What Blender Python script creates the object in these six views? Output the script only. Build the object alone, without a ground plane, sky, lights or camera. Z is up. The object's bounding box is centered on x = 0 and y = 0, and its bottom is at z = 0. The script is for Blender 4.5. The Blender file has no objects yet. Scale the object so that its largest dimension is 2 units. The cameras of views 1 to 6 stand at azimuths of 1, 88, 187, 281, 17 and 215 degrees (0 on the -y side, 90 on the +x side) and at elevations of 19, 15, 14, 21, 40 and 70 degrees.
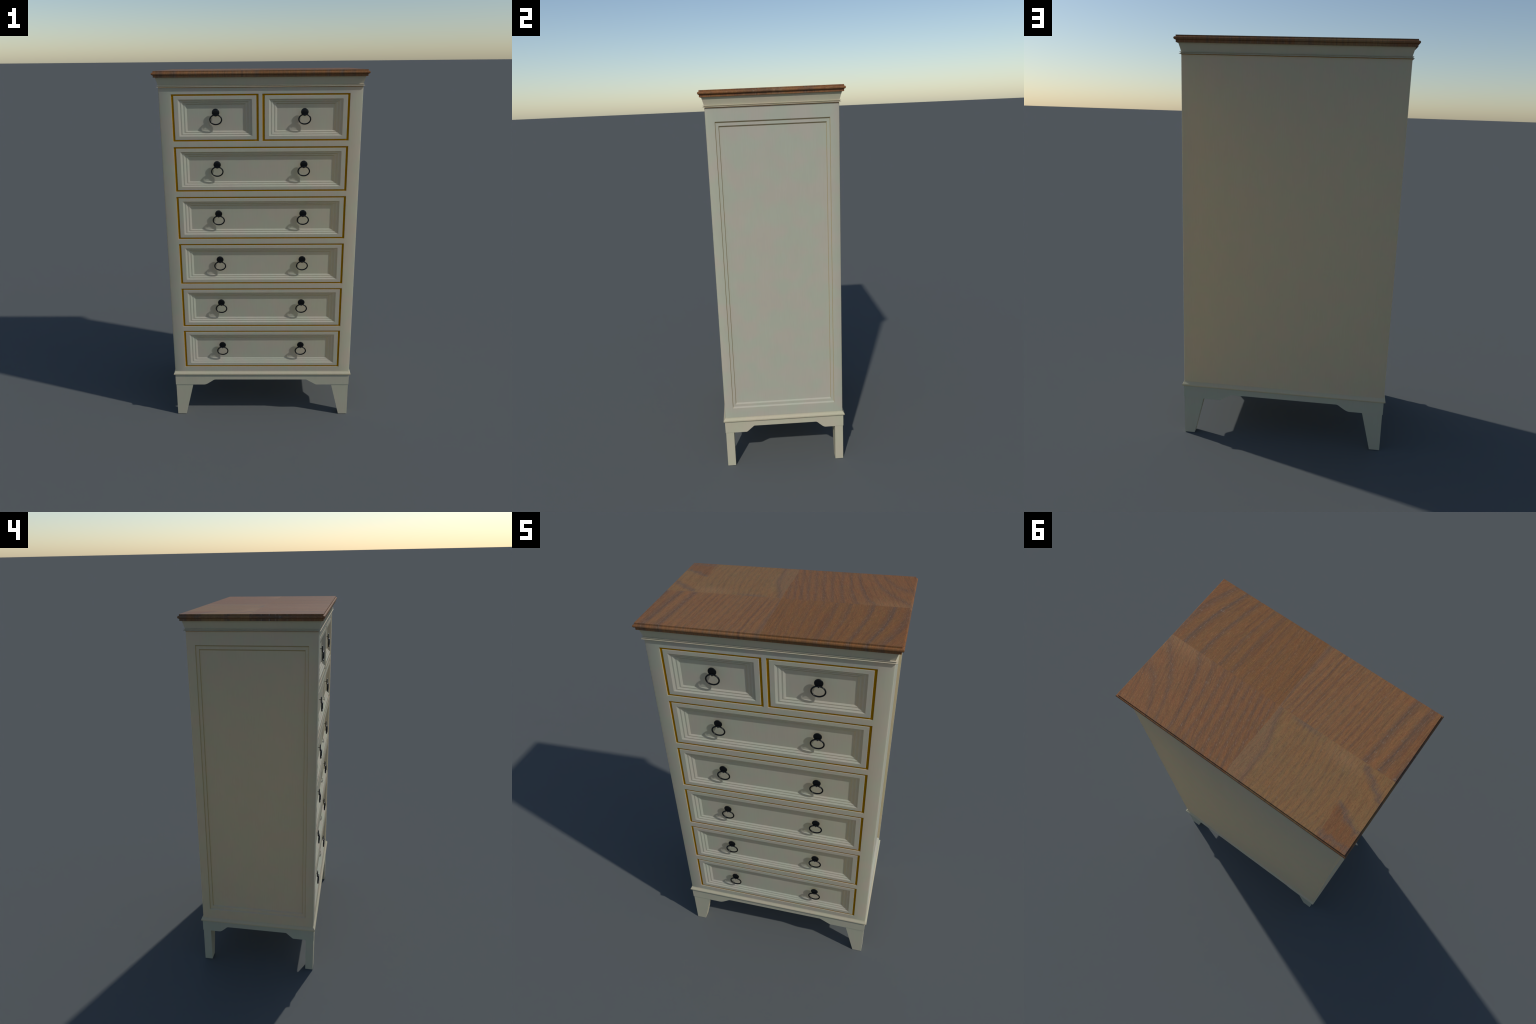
"""Tall cream-painted chest of drawers with a walnut veneer top and black ring pulls."""
import bpy, bmesh, math
from mathutils import Vector

# ------------------------------------------------------------------ node helpers
class Nodes:
    """Tiny expression builder over a material node tree."""
    def __init__(self, name):
        self.mat = bpy.data.materials.new(name)
        self.mat.use_nodes = True
        self.t = self.mat.node_tree
        self.t.nodes.clear()
        self.out = self.t.nodes.new("ShaderNodeOutputMaterial")
        self.bsdf = self.t.nodes.new("ShaderNodeBsdfPrincipled")
        self.t.links.new(self.bsdf.outputs[0], self.out.inputs[0])

    def put(self, socket, v):
        if isinstance(v, bpy.types.NodeSocket):
            self.t.links.new(v, socket)
        elif isinstance(v, tuple) and len(v) == 3 and socket.type == "RGBA":
            socket.default_value = (*v, 1.0)
        else:
            socket.default_value = v

    def m(self, op, a, b=0.0, c=0.0, clamp=False):
        n = self.t.nodes.new("ShaderNodeMath")
        n.operation, n.use_clamp = op, clamp
        for s, v in zip(n.inputs, (a, b, c)):
            self.put(s, v)
        return n.outputs[0]

    def add(self, a, b): return self.m("ADD", a, b)
    def sub(self, a, b): return self.m("SUBTRACT", a, b)
    def mul(self, a, b): return self.m("MULTIPLY", a, b)
    def mad(self, a, b, c): return self.m("MULTIPLY_ADD", a, b, c)

    def coords(self, which="Object"):
        c = self.t.nodes.new("ShaderNodeTexCoord")
        s = self.t.nodes.new("ShaderNodeSeparateXYZ")
        self.t.links.new(c.outputs[which], s.inputs[0])
        return s.outputs[0], s.outputs[1], s.outputs[2]

    def vec(self, x, y, z=0.0):
        n = self.t.nodes.new("ShaderNodeCombineXYZ")
        for s, v in zip(n.inputs, (x, y, z)):
            self.put(s, v)
        return n.outputs[0]

    def noise(self, v, scale=1.0, detail=2.0, rough=0.5, dist=0.0):
        n = self.t.nodes.new("ShaderNodeTexNoise")
        self.put(n.inputs["Vector"], v)
        n.inputs["Scale"].default_value = scale
        n.inputs["Detail"].default_value = detail
        n.inputs["Roughness"].default_value = rough
        n.inputs["Distortion"].default_value = dist
        return n.outputs["Fac"]

    def step(self, x, lo, hi, a=0.0, b=1.0):
        n = self.t.nodes.new("ShaderNodeMapRange")
        n.interpolation_type = "SMOOTHSTEP"
        for s, v in zip(n.inputs[:5], (x, lo, hi, a, b)):
            self.put(s, v)
        return n.outputs[0]

    def bump_at(self, x, centre, width):
        """1 at centre, falling smoothly to 0 at +-width."""
        d = self.m("ABSOLUTE", self.sub(x, centre))
        return self.step(d, 0.0, width, 1.0, 0.0)

    def ramp(self, f, stops):
        n = self.t.nodes.new("ShaderNodeValToRGB")
        self.put(n.inputs[0], f)
        e = n.color_ramp.elements
        while len(e) < len(stops):
            e.new(0.5)
        for el, (p, v) in zip(e, stops):
            el.position = p
            el.color = (v, v, v, 1) if not isinstance(v, tuple) else (*v, 1)
        return n.outputs[0]

    def mix(self, f, a, b, kind="FLOAT", blend="MIX"):
        n = self.t.nodes.new("ShaderNodeMix")
        n.data_type = kind
        ins = {"FLOAT": (0, 2, 3), "RGBA": (0, 6, 7)}[kind]
        if kind == "RGBA":
            n.blend_type = blend
        for i, v in zip(ins, (f, a, b)):
            self.put(n.inputs[i], v)
        return n.outputs[0 if kind == "FLOAT" else 2]

    def col(self, f, a, b, blend="MIX"): return self.mix(f, a, b, "RGBA", blend)

    def finish(self, colour, rough, spec=0.5, bump=None, strength=0.1, dist=0.001, metallic=0.0):
        self.put(self.bsdf.inputs["Base Color"], colour)
        self.put(self.bsdf.inputs["Roughness"], rough)
        self.bsdf.inputs["Specular IOR Level"].default_value = spec
        self.bsdf.inputs["Metallic"].default_value = metallic
        if bump is not None:
            b = self.t.nodes.new("ShaderNodeBump")
            b.inputs["Strength"].default_value, b.inputs["Distance"].default_value = strength, dist
            self.put(b.inputs["Height"], bump)
            self.t.links.new(b.outputs[0], self.bsdf.inputs["Normal"])
        return self.mat


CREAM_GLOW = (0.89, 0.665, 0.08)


def cream_paint(name, green, pink, glow_share=0.385):
    n = Nodes(name)
    x, y, z = n.coords()
    h = n.add(x, n.mul(y, 0.8))
    grain = n.noise(n.vec(n.mul(h, 190.0), n.mul(z, 9.0)), 1.0, 3.0, 0.6)
    blotch = n.noise(n.vec(n.mul(h, 15.0), n.mul(z, 7.0), 3.0), 1.0, 2.0, 0.55)
    tint = n.noise(n.vec(n.mul(h, 12.0), n.mul(z, 9.0), 11.0), 1.0, 1.0, 0.5)
    c = n.col(n.step(tint, 0.35, 0.65), tuple(v / (1 - glow_share) for v in green), tuple(v / (1 - glow_share) for v in pink))
    value = n.add(n.mad(grain, 0.09, 0.925), n.mad(blotch, 0.06, 0.0))
    c = n.col(1.0, c, n.vec(value, value, value), "MULTIPLY")
    n.bsdf.inputs["Diffuse Roughness"].default_value = 0.0
    n.finish(c, 0.6, 0.15, grain, 0.04, 0.0006)
    # translucency added so that shaded paint looks warm, standing in for a glow
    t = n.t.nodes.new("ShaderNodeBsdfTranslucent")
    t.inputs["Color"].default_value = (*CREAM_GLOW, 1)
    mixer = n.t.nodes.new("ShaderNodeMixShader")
    mixer.inputs[0].default_value = glow_share
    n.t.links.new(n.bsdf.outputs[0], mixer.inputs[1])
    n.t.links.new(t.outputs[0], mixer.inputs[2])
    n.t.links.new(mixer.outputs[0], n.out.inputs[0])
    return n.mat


def gap_glow():
    n = Nodes("gap_glow_colour")  # brown-gold stands for the warm glow in shaded gaps of cream paint
    x, y, z = n.coords()
    f = n.noise(n.vec(n.mul(x, 120.0), n.mul(z, 120.0)), 1.0, 2.0)
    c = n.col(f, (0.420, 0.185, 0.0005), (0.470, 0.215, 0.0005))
    return n.finish(c, 0.7, 0.0)


def black_iron():
    n = Nodes("black_iron")
    x, y, z = n.coords()
    f = n.noise(n.vec(n.mul(x, 200.0), n.mul(y, 200.0), n.mul(z, 200.0)), 1.0, 2.0)
    c = n.col(f, (0.003, 0.0035, 0.004), (0.005, 0.0055, 0.006))
    return n.finish(c, n.mad(f, 0.1, 0.20), 0.28)


def walnut():
    """Four veneer leaves meeting at the middle; every leaf has its own run of growth rings."""
    n = Nodes("walnut_veneer")
    x, y, z = n.coords()
    wob = n.mad(n.noise(n.vec(n.mul(x, 9.0), n.mul(y, 5.0), 2.0), 1.0, 2.0), 0.022, -0.011)
    y2 = n.mul(y, y)
    # ring coordinate of each leaf: the x where its line crosses y = 0
    pa = n.add(n.add(x, n.mul(n.mul(n.m("MAXIMUM", n.sub(x, 0.13), 0.0), 2.1), y2)), n.mul(wob, 0.6))
    lean = n.mul(n.step(x, 0.20, 0.46, 0.17, 0.92), n.step(x, 0.46, 0.60, 1.0, 0.6))
    pb = n.add(n.add(x, n.mul(y, lean)), wob)
    pc = n.add(n.mad(y, -0.1, x), n.mul(wob, 0.5))
    dy = n.sub(y, 0.19)
    pd = n.add(n.add(x, n.mul(n.mul(n.mul(dy, dy), -3.5), n.m("MAXIMUM", n.mul(x, -1.0), 0.0))), n.mul(wob, 0.7))
    fx = n.mad(n.noise(n.vec(0.0, n.mul(y, 6.0), 5.0), 1.0, 1.0), 0.014, -0.010)
    right = n.m("GREATER_THAN", x, fx)
    back = n.m("GREATER_THAN", y, 0.0)
    def quad(a, b, c, d):
        return n.mix(back, n.mix(right, c, a), n.mix(right, d, b))
    p = quad(pa, pb, n.add(pc, 3.0), n.add(pd, 7.0))

    pf = quad(pa, n.add(n.mad(y, 0.32, x), n.mul(wob, 0.5)), n.add(pc, 3.0), n.add(n.add(x, n.mul(wob, 0.7)), 7.0))   # direction of the fine grain
    # named dark bands: (ring coordinate, strength)
    def bands(q, lo, hi, peaks):
        if len(peaks) > 9:
            return n.m("MAXIMUM", bands(q, lo, hi, peaks[:6]), bands(q, lo, hi, peaks[6:]))
        f = n.m("DIVIDE", n.sub(q, lo), hi - lo, clamp=True)
        stops, last = [(0.0, 0.04)], 0.0
        for c, w_in, w_out, s in peaks:
            for pos, v in ((c - w_in, 0.04), (c, s), (c + w_out, 0.04)):
                pos = min(0.999, max(last + 0.002, (pos - lo) / (hi - lo)))
                stops.append((pos, v))
                last = pos
        return n.ramp(f, stops)
    ba = bands(pa, 0.0, 0.6, [(0.045, 0.02, 0.01, 0.25), (0.092, 0.02, 0.01, 0.3), (0.135, 0.02, 0.01, 0.35), (0.185, 0.022, 0.01, 0.4), (0.243, 0.024, 0.01, 0.6),
                              (0.299, 0.024, 0.010, 0.62), (0.391, 0.022, 0.012, 0.85), (0.478, 0.022, 0.014, 1.0), (0.545, 0.03, 0.02, 0.7)])
    bb = bands(pb, 0.0, 0.8, [(0.022, 0.012, 0.010, 0.6), (0.050, 0.014, 0.010, 0.6), (0.080, 0.014, 0.01, 0.65), (0.110, 0.014, 0.01, 0.6), (0.142, 0.014, 0.01, 0.6),
                              (0.176, 0.016, 0.012, 0.6), (0.216, 0.018, 0.012, 0.65), (0.262, 0.02, 0.013, 0.65), (0.322, 0.024, 0.014, 0.65), (0.400, 0.028, 0.02, 0.65), (0.556, 0.03, 0.028, 0.6), (0.655, 0.03, 0.03, 0.5)])
    thin = lambda c, k: (c, 0.008, 0.007, k)
    bc = bands(pc, -0.58, 0.0, [(-0.532, 0.028, 0.020, 0.95), (-0.462, 0.030, 0.020, 0.90), (-0.395, 0.032, 0.018, 0.85), thin(-0.348, 0.35), thin(-0.318, 0.45), thin(-0.288, 0.50), thin(-0.256, 0.60),
                                thin(-0.228, 0.40), thin(-0.203, 0.50), thin(-0.176, 0.62), thin(-0.152, 0.42), thin(-0.128, 0.55), thin(-0.102, 0.60), thin(-0.078, 0.45), thin(-0.056, 0.60), thin(-0.032, 0.50)])
    bd = bands(pd, -0.62, 0.0, [thin(c, k) for c, k in ((-0.425, 0.22), (-0.395, 0.30), (-0.368, 0.36), (-0.338, 0.32), (-0.309, 0.38), (-0.282, 0.30), (-0.255, 0.40), (-0.228, 0.46),
                                                       (-0.200, 0.34), (-0.173, 0.42), (-0.146, 0.36), (-0.120, 0.40), (-0.092, 0.30))])
    band = quad(ba, bb, bc, bd)

    fine = n.noise(n.vec(n.mul(pf, 95.0), n.mul(y, 2.5)), 1.0, 3.0, 0.6)
    fibre = n.noise(n.vec(n.mul(pf, 430.0), n.mul(y, 26.0)), 1.0, 3.0, 0.65)
    fleck = n.noise(n.vec(n.mul(pf, 520.0), n.mul(y, 60.0), 9.0), 1.0, 1.0, 0.5)
    cloud = n.noise(n.vec(n.mul(x, 8.0), n.mul(y, 7.0), 4.0), 1.0, 2.0)

    base = n.col(back, n.col(right, (0.262, 0.124, 0.050), (0.226, 0.100, 0.034)), n.col(right, (0.255, 0.138, 0.056), (0.240, 0.106, 0.041)))
    warm = n.col(cloud, (1.06, 0.96, 0.92), (0.90, 1.03, 1.16))
    c = n.col(1.0, base, warm, "MULTIPLY")
    # reddish strip towards the outer edge of the front leaves, grey heart along the seam
    red = n.mul(n.mul(n.step(n.m("ABSOLUTE", x), 0.47, 0.52), n.sub(1.0, back)), 0.35)
    c = n.col(red, c, (0.215, 0.080, 0.030))
    heart = n.mul(n.bump_at(x, n.sub(fx, n.mad(n.m("ABSOLUTE", y), 0.03, 0.004)), n.mad(n.m("ABSOLUTE", y), 0.05, 0.006)), n.mul(n.sub(1.0, back), n.sub(1.0, right)))
    c = n.col(n.mul(heart, 0.60), c, (0.120, 0.085, 0.065))
    left_back = n.mul(back, n.sub(1.0, right))
    lane = n.mad(n.step(y, 0.0, 0.20), -0.052, -0.016)
    lane = n.add(lane, wob)
    grey = n.mul(n.bump_at(x, lane, 0.020), left_back)
    c = n.col(n.mul(grey, 0.60), c, (0.130, 0.085, 0.065))
    pale = n.mul(n.m("GREATER_THAN", x, lane), left_back)
    c = n.col(n.mul(pale, 0.40), c, (0.200, 0.125, 0.080))
    spot = n.mul(n.mul(n.bump_at(n.add(x, wob), -0.135, 0.10), n.bump_at(y, 0.006, 0.024)), left_back)
    c = n.col(n.mul(spot, 0.65), c, (0.150, 0.110, 0.085))
    lighter = n.mul(n.mul(n.bump_at(x, -0.33, 0.14), n.bump_at(y, 0.03, 0.06)), left_back)
    c = n.col(n.mul(lighter, 0.5), c, (0.34, 0.19, 0.090))
    # burr corner of the pale leaf
    ed = n.add(x, n.mul(wob, 1.5))
    corner = n.mul(n.mul(n.step(ed, -0.408, -0.416), n.step(n.add(n.mad(x, 0.54, y), n.mul(wob, 2.0)), -0.043, -0.028)), left_back)
    c = n.col(n.mul(corner, 0.75), c, (0.195, 0.082, 0.036))
    for slope, off, w in ((-0.72, -0.282, 0.030), (-0.54, -0.034, 0.024), (-0.05, 0.298, 0.024)):
        line = n.add(n.mad(x, slope, off), n.add(n.mul(wob, 2.0), n.mad(n.noise(n.vec(n.mul(x, 38.0), n.mul(y, 38.0), 14.0), 1.0, 2.0), 0.05, -0.025)))
        vein = n.mul(n.mul(n.bump_at(y, line, w), n.step(x, -0.395, -0.42)), left_back)
        c = n.col(n.mul(vein, 0.75), c, (0.140, 0.098, 0.076))
    right_back = n.mul(back, right)
    tan = n.mul(n.mul(n.step(n.add(y, wob), 0.10, 0.0), n.step(x, 0.26, 0.46)), right_back)
    c = n.col(n.mul(tan, 0.6), c, (0.300, 0.165, 0.075))
    ruddy = n.mul(n.step(x, 0.30, 0.50), n.mul(n.step(y, 0.10, 0.24), right_back))
    c = n.col(n.mul(ruddy, 0.35), c, (0.245, 0.095, 0.035))
    # fine figure between the bands
    amt = quad(0.34, 0.36, 0.36, 0.24)
    c = n.col(n.mul(n.step(fine, 0.45, 0.72), n.mul(amt, 1.5)), c, (0.110, 0.056, 0.036))
    c = n.col(n.mul(n.step(fibre, 0.50, 0.70), 0.50), c, (0.105, 0.056, 0.032))
    c = n.col(n.mul(n.step(fibre, 0.48, 0.30), 0.42), c, (0.36, 0.180, 0.072))
    speck = n.noise(n.vec(n.mul(pf, 330.0), n.mul(y, 150.0), 21.0), 1.0, 2.0, 0.6)
    c = n.col(n.mul(n.step(speck, 0.52, 0.70), 0.40), c, (0.115, 0.058, 0.030))
    c = n.col(n.mul(n.step(speck, 0.48, 0.32), 0.30), c, (0.35, 0.180, 0.075))
    hue = n.noise(n.vec(n.mul(pf, 150.0), n.mul(y, 20.0), 31.0), 1.0, 2.0, 0.6)
    c = n.col(0.38, c, n.col(n.step(hue, 0.35, 0.65), (1.12, 0.93, 0.90), (0.90, 1.06, 1.0)), "MULTIPLY")
    # bands, broken up by the fibre
    broken = n.mul(band, n.step(fibre, 0.25, 0.62, 0.55, 1.0))
    c = n.col(n.m("MULTIPLY", broken, 0.74, clamp=True), c, (0.084, 0.064, 0.054))
    # pale flecks in the open pores
    pore = n.mul(n.step(fleck, 0.60, 0.72), n.add(n.mul(band, 0.60), quad(0.12, 0.14, 0.12, 0.05)))
    c = n.col(pore, c, (0.31, 0.25, 0.20))

    return n.finish(c, n.mad(fine, 0.10, 0.50), 0.09, fibre, 0.05, 0.0005)


# ------------------------------------------------------------------ mesh helpers
def make(name, bm, mat, parent, angle=math.radians(40), smooth=True):
    bmesh.ops.recalc_face_normals(bm, faces=bm.faces)
    for f in bm.faces:
        f.smooth = smooth
    for e in bm.edges:
        if len(e.link_faces) == 2 and e.calc_face_angle() > angle:
            e.smooth = False
    me = bpy.data.meshes.new(name)
    bm.to_mesh(me)
    bm.free()
    for m in (mat if isinstance(mat, (list, tuple)) else [mat]):
        me.materials.append(m)
    ob = bpy.data.objects.new(name, me)
    bpy.context.scene.collection.objects.link(ob)
    ob.parent = parent
    return ob


def bridge(bm, a, b):
    k = len(a)
    for i in range(k):
        bm.faces.new((a[i], a[(i + 1) % k], b[(i + 1) % k], b[i]))


def rect_loft(rings, caps=True):
    """Rings of (half x, half y, z), a moulding run round a rectangle with mitred corners."""
    bm = bmesh.new()
    loops = [[bm.verts.new((sx * hx, sy * hy, z)) for sx, sy in ((-1, -1), (1, -1), (1, 1), (-1, 1))] for hx, hy, z in rings]
    for a, b in zip(loops, loops[1:]):
        bridge(bm, a, b)
    if caps:
        bm.faces.new(loops[0])
    if caps is True:
        bm.faces.new(loops[-1])
    return bm


def prism(points, axis_from, axis_to, place):
    """Extrude a closed 2D outline between two depths; place(u, v, w) gives the 3D point."""
    bm = bmesh.new()
    a = [bm.verts.new(place(u, v, axis_from)) for u, v in points]
    b = [bm.verts.new(place(u, v, axis_to)) for u, v in points]
    bridge(bm, a, b)
    bm.faces.new(a)
    bm.faces.new(b)
    return bm


# ------------------------------------------------------------------ sizes
HX, HY = 0.5185, 0.319                       # carcass half width, half depth
Z0, Z1 = 0.2950, 1.9185                      # carcass bottom, top
OPEN_X, STILE = 0.4548, 0.0095               # drawer opening half width, half of the middle stile
PITCH, OPEN_H, TOP_ROW = 0.26535, 0.2370, 1.8870
ROWS = [(TOP_ROW - i * PITCH - OPEN_H, TOP_ROW - i * PITCH) for i in range(6)]
GAP_X, GAP_Z = 0.0118, 0.0085                # reveal round each drawer
REVEAL = 0.0045                              # its depth
FACE = -0.3180                               # drawer face

root = bpy.data.objects.new("chest_of_drawers", None)
bpy.context.scene.collection.objects.link(root)
root["label"] = "tall cream chest of drawers with walnut top and ring pulls"
root["category"] = "chest of drawers"

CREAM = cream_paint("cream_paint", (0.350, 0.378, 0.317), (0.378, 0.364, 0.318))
CREAM_STEP_SHADE = cream_paint("cream_paint_step_shade", (0.345, 0.310, 0.205), (0.355, 0.305, 0.205), 0.28)  # tan tint puts the shade of the panel steps into the colour
CREAM_COVE = cream_paint("cream_paint_cove", (0.432, 0.417, 0.305), (0.450, 0.407, 0.306), 0.27)  # same cream as the carcass, tinted warmer to offset cool shade
CREAM_TRIM = cream_paint("cream_paint_cornice", (0.475, 0.448, 0.330), (0.492, 0.438, 0.332), 0.15)  # again the one cream, its colour warmed against shade under the top
CREAM_LOW = cream_paint("cream_paint_stand", (0.458, 0.442, 0.322), (0.474, 0.432, 0.324), 0.08)  # carcass cream with warmth painted in, since apron and legs shade cool
GAP_GLOW, IRON, WALNUT = gap_glow(), black_iron(), walnut()

# ------------------------------------------------------------------ carcass
SIDE_OUT = (0.2745, 0.3500, 1.8540)          # side panel: half depth, bottom, top of outer step
def carcass():
    bm = bmesh.new()
    cache = {}
    def v(x, y, z):
        k = (round(x, 5), round(y, 5), round(z, 5))
        if k not in cache:
            cache[k] = bm.verts.new(k)
        return cache[k]
    zs = sorted({Z0, Z1, SIDE_OUT[1], SIDE_OUT[2], *(z for r in ROWS for z in r)})
    xs = [-HX, -OPEN_X, -STILE, STILE, OPEN_X, HX]
    ys = [-HY, -SIDE_OUT[0], SIDE_OUT[0], HY]
    def opening(x, z):
        for i, (a, b) in enumerate(ROWS):
            if a < z < b and abs(x) < OPEN_X and (i > 0 or abs(x) > STILE):
                return True
        return False
    # front: rails and stiles, with the walls of the openings turned inwards
    cells = {}
    for i in range(len(xs) - 1):
        for j in range(len(zs) - 1):
            cells[i, j] = opening((xs[i] + xs[i + 1]) / 2, (zs[j] + zs[j + 1]) / 2)
    yi = -HY + REVEAL + 0.004
    for (i, j), hole in cells.items():
        x0, x1, za, zb = xs[i], xs[i + 1], zs[j], zs[j + 1]
        if not hole:
            bm.faces.new((v(x0, -HY, za), v(x1, -HY, za), v(x1, -HY, zb), v(x0, -HY, zb)))
        else:
            for ni, nj, (p, q) in ((i - 1, j, ((x0, za), (x0, zb))), (i + 1, j, ((x1, zb), (x1, za))), (i, j - 1, ((x1, za), (x0, za))), (i, j + 1, ((x0, zb), (x1, zb)))):
                if not cells[ni, nj]:
                    bm.faces.new((v(p[0], -HY, p[1]), v(q[0], -HY, q[1]), v(q[0], yi, q[1]), v(p[0], yi, p[1])))
    # back
    for i in range(len(xs) - 1):
        for j in range(len(zs) - 1):
            bm.faces.new((v(xs[i], HY, zs[j]), v(xs[i], HY, zs[j + 1]), v(xs[i + 1], HY, zs[j + 1]), v(xs[i + 1], HY, zs[j])))
    # sides: frame round a twice-stepped recessed panel
    for s in (-1, 1):
        for i in range(3):
            for j in range(len(zs) - 1):
                if i == 1 and SIDE_OUT[1] < (zs[j] + zs[j + 1]) / 2 < SIDE_OUT[2]:
                    continue
                bm.faces.new((v(s * HX, ys[i], zs[j]), v(s * HX, ys[i + 1], zs[j]), v(s * HX, ys[i + 1], zs[j + 1]), v(s * HX, ys[i], zs[j + 1])))
        hy, za, zb = SIDE_OUT
        steps = [(0.0, 0.0, 0.0), (0.0023, 0.0062, 0.0060), (0.0165, 0.0200, 0.0060), (0.0188, 0.0262, 0.0120)]
        mid = [z for z in zs if za < z < zb]
        prev = None
        for iy, iz, d in steps:
            x = s * (HX - d)
            lo, hi, h = za + iz, zb - iz, hy - iy
            rim = [v(x, -h, lo), v(x, h, lo)] + ([v(x, h, z) for z in mid] if d == 0 else []) + [v(x, h, hi), v(x, -h, hi)] + ([v(x, -h, z) for z in reversed(mid)] if d == 0 else [])
            before = set(bm.faces)
            if prev is not None:
                if len(prev) == len(rim):
                    bridge(bm, prev, rim)
                else:
                    k = len(mid)
                    a, b, c, e = prev[0], prev[1], prev[2 + k], prev[3 + k]
                    bm.faces.new((a, b, rim[1], rim[0]))
                    bm.faces.new([b] + prev[2:2 + k] + [c, rim[2], rim[1]])
                    bm.faces.new((c, e, rim[3], rim[2]))
                    bm.faces.new([e] + prev[4 + k:] + [a, rim[0], rim[3]])
            if iy in (0.0023, 0.0188):        # warm shade of the step slopes painted in tan, bright bottom slope left cream
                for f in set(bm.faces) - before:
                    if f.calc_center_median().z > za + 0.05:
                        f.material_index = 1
            prev = rim
        bm.faces.new(prev)
    bmesh.ops.recalc_face_normals(bm, faces=bm.faces)
    def outer(p):
        return (abs(abs(p.x) - HX) < 1e-4) + (abs(abs(p.y) - HY) < 1e-4) + (min(abs(p.z - Z0), abs(p.z - Z1)) < 1e-4)
    edges = [e for e in bm.edges if outer((e.verts[0].co + e.verts[1].co) / 2) >= 2]
    bmesh.ops.bevel(bm, geom=edges, offset=0.0055, segments=2, profile=0.5, affect="EDGES", clamp_overlap=False)
    return make("carcass", bm, [CREAM, CREAM_STEP_SHADE], root, math.radians(40))
carcass()

# ------------------------------------------------------------------ walnut top, cornice, base moulding
def top_slab():
    hx, hy = 0.5362, 0.3390
    rings = [(hx, hy, 1.9686), (hx, hy, 1.9788)]
    for k in range(9):
        a = math.pi * (k / 8 - 0.5)
        rings.append((hx + 0.0012 + 0.0076 * math.cos(a), hy + 0.0008 + 0.0062 * math.cos(a), 1.9862 + 0.0070 * math.sin(a)))
    rings += [(hx, hy, 1.9936), (hx, hy, 2.0)]
    return make("walnut_top", rect_loft(rings), WALNUT, root)
top_slab()

def cornice():
    bead = [(0.505, 0.3055, 1.9170), (0.5100, 0.3105, 1.9203), (0.5258, 0.3268, 1.9210), (0.5262, 0.3272, 1.9222), (0.5190, 0.3215, 1.9240),
            (0.5190, 0.3215, 1.9268), (0.5232, 0.3256, 1.9280), (0.5236, 0.3260, 1.9296), (0.5172, 0.3202, 1.9310), (0.5060, 0.3090, 1.9312)]
    make("cornice_gap_glow", rect_loft([(0.5140, 0.3145, 1.9160), (0.5168, 0.3173, 1.9172), (0.5168, 0.3173, 1.9207)], caps=False), GAP_GLOW, root)  # added strip, its colour imitates the warm glow in the crevice
    make("cornice_bead", rect_loft(bead, caps=False), CREAM_TRIM, root)
    cove = []
    for k in range(7):                        # shallow cove up to the top
        t = k / 6
        cove.append((0.5174 + 0.0105 * t ** 1.1, 0.3204 + 0.0100 * t ** 1.1, 1.9309 + 0.0381 * t))
    return make("cornice", rect_loft(cove, caps=False), CREAM_COVE, root)
cornice()

def base_moulding():
    rings = [(0.500, 0.300, 0.2640), (0.5170, 0.3210, 0.2692), (0.5245, 0.3270, 0.2715), (0.5262, 0.3292, 0.2742), (0.5266, 0.3296, 0.2772), (0.5258, 0.3288, 0.2806),
             (0.5238, 0.3262, 0.2836), (0.5212, 0.3232, 0.2868), (0.5194, 0.3208, 0.2904), (0.5184, 0.3190, 0.2946), (0.505, 0.305, 0.2962)]
    return make("base_moulding", rect_loft(rings, caps="bottom"), CREAM_COVE, root)
base_moulding()

# ------------------------------------------------------------------ apron boards with cut-away ogee
AX, AY, ALOW, AHIGH, ATOP, ATH = 0.5183, 0.3228, 0.2040, 0.2385, 0.2700, 0.018
S_CURVE = [(0.0, 0.0), (0.11, 0.04), (0.28, 0.19), (0.46, 0.43), (0.62, 0.64), (0.76, 0.86), (0.88, 0.98), (1.0, 1.0)]
BREAK = [(0.0, 0.0), (0.06, 0.02), (0.14, 0.09), (0.90, 0.93), (0.96, 0.985), (1.0, 1.0)]
def apron_outline(half, s_out, s_in, b_out, b_in):
    """Lower edge: an ogee at the negative end, a plainer chamfer at the positive end."""
    lift = AHIGH - ALOW
    pts = [(-half, ATOP), (-half, ALOW)]
    pts += [(-s_out + (s_out - s_in) * t, ALOW + lift * h) for t, h in S_CURVE]
    pts += [(b_out - (b_out - b_in) * t, ALOW + lift * h) for t, h in reversed(BREAK)]
    pts += [(half, ALOW), (half, ATOP)]
    return pts
front_line = apron_outline(AX, 0.3475, 0.2765, 0.3260, 0.2620)
side_line = apron_outline(AY - ATH, 0.2240, 0.1700, 0.2080, 0.1640)
for sy in (-1, 1):
    make("apron", prism(front_line, sy * AY, sy * (AY - ATH), lambda u, v, w: (u, w, v)), CREAM_LOW, root, math.radians(35))
for sx in (-1, 1):
    make("apron", prism(side_line, sx * (AX - 0.0003), sx * (AX - ATH), lambda u, v, w: (w, -u, v)), CREAM_LOW, root, math.radians(35))

# ------------------------------------------------------------------ legs, tapered on the inner face only
for sx in (-1, 1):
    for sy in (-1, 1):
        slope = (0.4630 - 0.4150) / 0.2
        outline = [(0.5155, 0.0), (0.5155, 0.24), (0.4630 - slope * 0.24, 0.24), (0.4630, 0.0)]
        make("leg", prism(outline, 0.3206, 0.2774, lambda u, v, w: (sx * u, sy * w, v)), CREAM_LOW, root)

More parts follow.
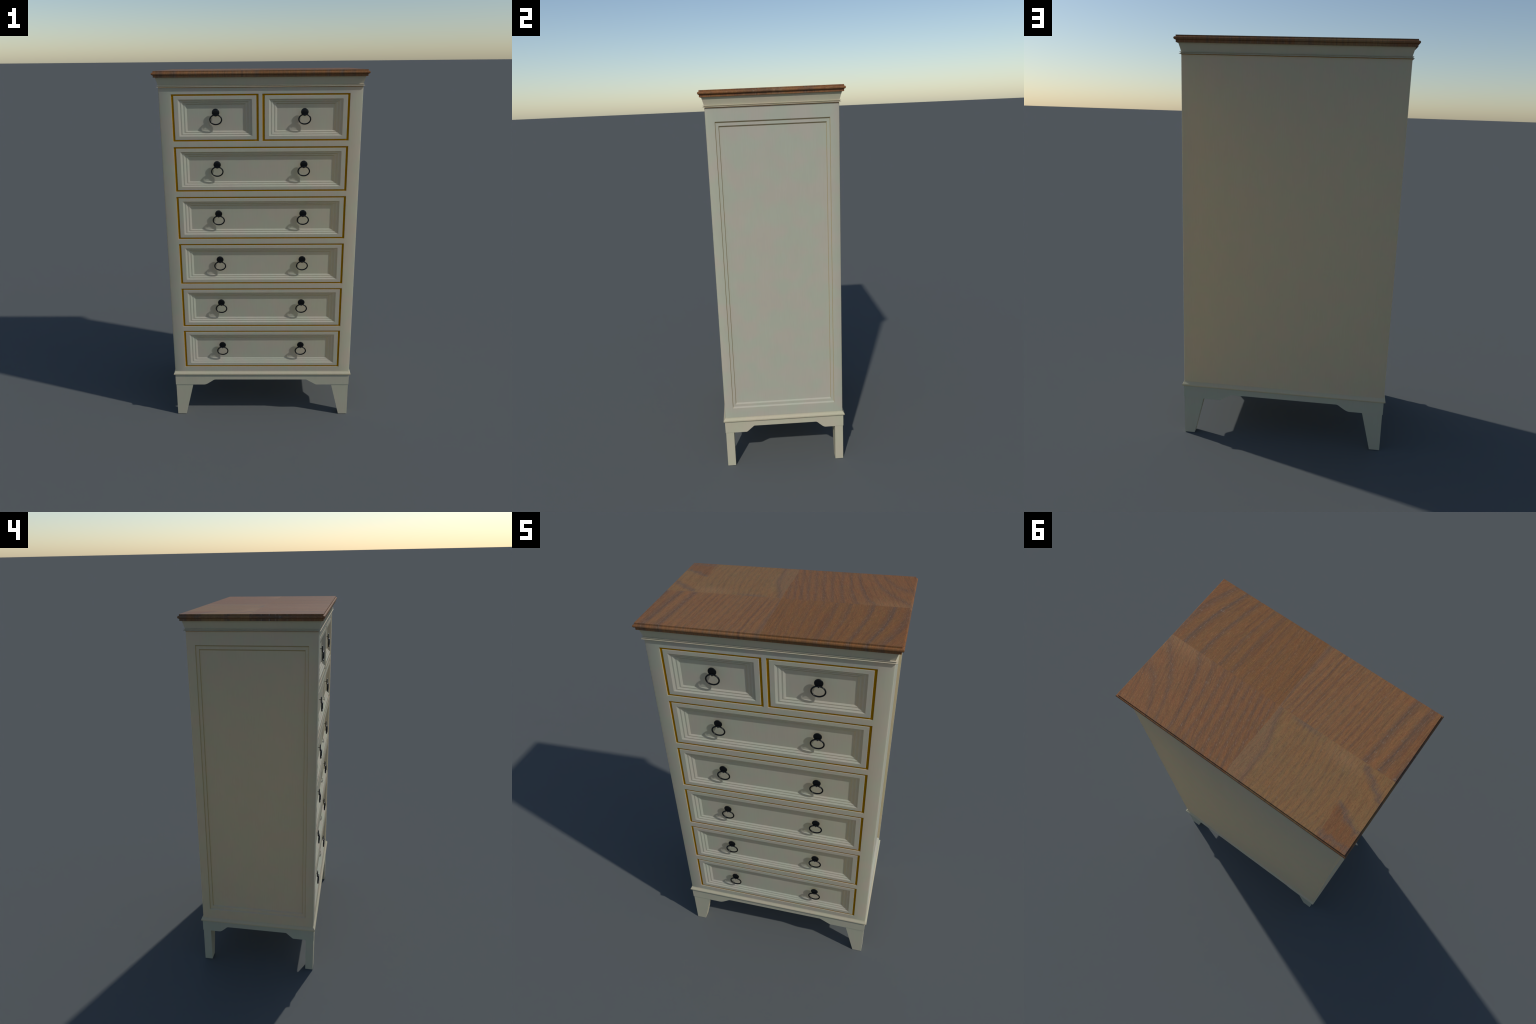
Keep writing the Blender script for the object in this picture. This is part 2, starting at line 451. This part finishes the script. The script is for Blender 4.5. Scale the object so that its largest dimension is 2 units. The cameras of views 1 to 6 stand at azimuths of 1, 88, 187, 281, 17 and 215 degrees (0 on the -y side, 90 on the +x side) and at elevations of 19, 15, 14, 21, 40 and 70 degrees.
# ------------------------------------------------------------------ drawers
def ring_rects(rects):
    """Nested upright rectangles (x0, x1, z0, z1, y) joined one to the next, last one closed."""
    bm = bmesh.new()
    loops = [[bm.verts.new(p) for p in ((x0, y, z0), (x1, y, z0), (x1, y, z1), (x0, y, z1))] for x0, x1, z0, z1, y in rects]
    for a, b in zip(loops, loops[1:]):
        bridge(bm, a, b)
    bm.faces.new(loops[-1])
    return bm

def drawer(x0, x1, z0, z1):
    def inset(dx, dz, y):
        return (x0 + dx, x1 - dx, z0 + dz, z1 - dz, y)
    e = 0.0007
    dx, dz, y = GAP_X, GAP_Z, FACE
    rects = [inset(dx, dz, -0.285), inset(dx, dz, y + e), inset(dx + e, dz + e, y)]
    dx, dz = dx + 0.0218, dz + 0.0175
    rects.append(inset(dx, dz, y))
    for k in range(3):
        dx, dz, y = dx + 0.0099, dz + 0.0057, y + 0.0058
        rects.append(inset(dx, dz, y))
        if k < 2:
            dx, dz = dx + 0.0063, dz + 0.0049
            rects.append(inset(dx, dz, y))
    ob = make("drawer", ring_rects(rects), CREAM, root, math.radians(20))
    # added strip at the bottom of the reveal, coloured as the gap's warm glow
    bm = bmesh.new()
    yf, yb = -HY + REVEAL, -HY + REVEAL + 0.003
    g = 0.0005
    loops = [[bm.verts.new(p) for p in ((a, yy, c), (b, yy, c), (b, yy, d), (a, yy, d))] for a, b, c, d, yy in
             (inset(-g, -g, yb), inset(-g, -g, yf), inset(GAP_X + g, GAP_Z + g, yf), inset(GAP_X + g, GAP_Z + g, yb))]
    for i in range(4):
        bridge(bm, loops[i], loops[(i + 1) % 4])
    make("reveal_glow_strip", bm, GAP_GLOW, ob)
    return ob

def lathe(profile, seg, sx=1.0, sz=1.0):
    """Turn (radius, y) round the y axis."""
    bm = bmesh.new()
    loops = []
    for r, y in profile:
        loops.append([bm.verts.new((r * sx * math.cos(math.tau * i / seg), y, r * sz * math.sin(math.tau * i / seg))) for i in range(seg)])
    for a, b in zip(loops, loops[1:]):
        bridge(bm, a, b)
    bm.faces.new(loops[0])
    bm.faces.new(loops[-1])
    return bm

PANEL_Y = FACE + 3 * 0.0058
# knob plate: slim domed disc on a stem, with the small lug that carries the ring
def knob_mesh():
    bm = lathe([(0.0016, PANEL_Y + 0.002), (0.0015, -0.3140), (0.0160, -0.3138), (0.0183, -0.3144), (0.0194, -0.3156), (0.0195, -0.3166), (0.0189, -0.3178), (0.0172, -0.3186), (0.0110, -0.3191), (0.0040, -0.3193)], 40)
    # lug
    seg, rs = 16, 8
    loops = []
    for i in range(seg):
        a = math.tau * i / seg
        cy, cz = -0.3196 + 0.0050 * math.cos(a), -0.0135 + 0.0052 * math.sin(a)
        loops.append([bm.verts.new((0.0022 * math.cos(math.tau * j / rs), cy + 0.0016 * math.sin(math.tau * j / rs) * math.cos(a), cz + 0.0016 * math.sin(math.tau * j / rs) * math.sin(a))) for j in range(rs)])
    for i in range(seg):
        bridge(bm, loops[i], loops[(i + 1) % seg])
    return bm

def ring_mesh():
    """Oval torus hanging in the lug."""
    bm = bmesh.new()
    seg, rs, rx, rz, t = 56, 14, 0.0300, 0.0242, 0.0035
    loops = []
    for i in range(seg):
        a = math.tau * i / seg
        c = Vector((rx * math.cos(a), -0.3212, -0.0357 + rz * math.sin(a)))
        out = Vector((rz * math.cos(a), 0, rx * math.sin(a))).normalized()
        loops.append([bm.verts.new(c + out * (t * math.cos(math.tau * j / rs)) + Vector((0, t * math.sin(math.tau * j / rs), 0))) for j in range(rs)])
    for i in range(seg):
        bridge(bm, loops[i], loops[(i + 1) % seg])
    return bm

first = {}
def hardware(parent, x, z):
    for kind, build in (("knob", knob_mesh), ("pull_ring", ring_mesh)):
        if kind not in first:
            ob = first[kind] = make(kind, build(), IRON, parent)
        else:
            ob = first[kind].copy()
            ob.parent = parent
            bpy.context.scene.collection.objects.link(ob)
        ob.location = (x, 0.0, z)

KNOB_X = (-0.2300, 0.2260)
KNOB_Z = (1.7957, 1.5280, 1.2614, 0.9980, 0.7380, 0.4667)
for i, (za, zb) in enumerate(ROWS):
    if i == 0:
        for (xa, xb), kx in zip(((-OPEN_X, -STILE), (STILE, OPEN_X)), KNOB_X):
            hardware(drawer(xa, xb, za, zb), kx, KNOB_Z[i])
    else:
        d = drawer(-OPEN_X, OPEN_X, za, zb)
        for kx in KNOB_X:
            hardware(d, kx, KNOB_Z[i])
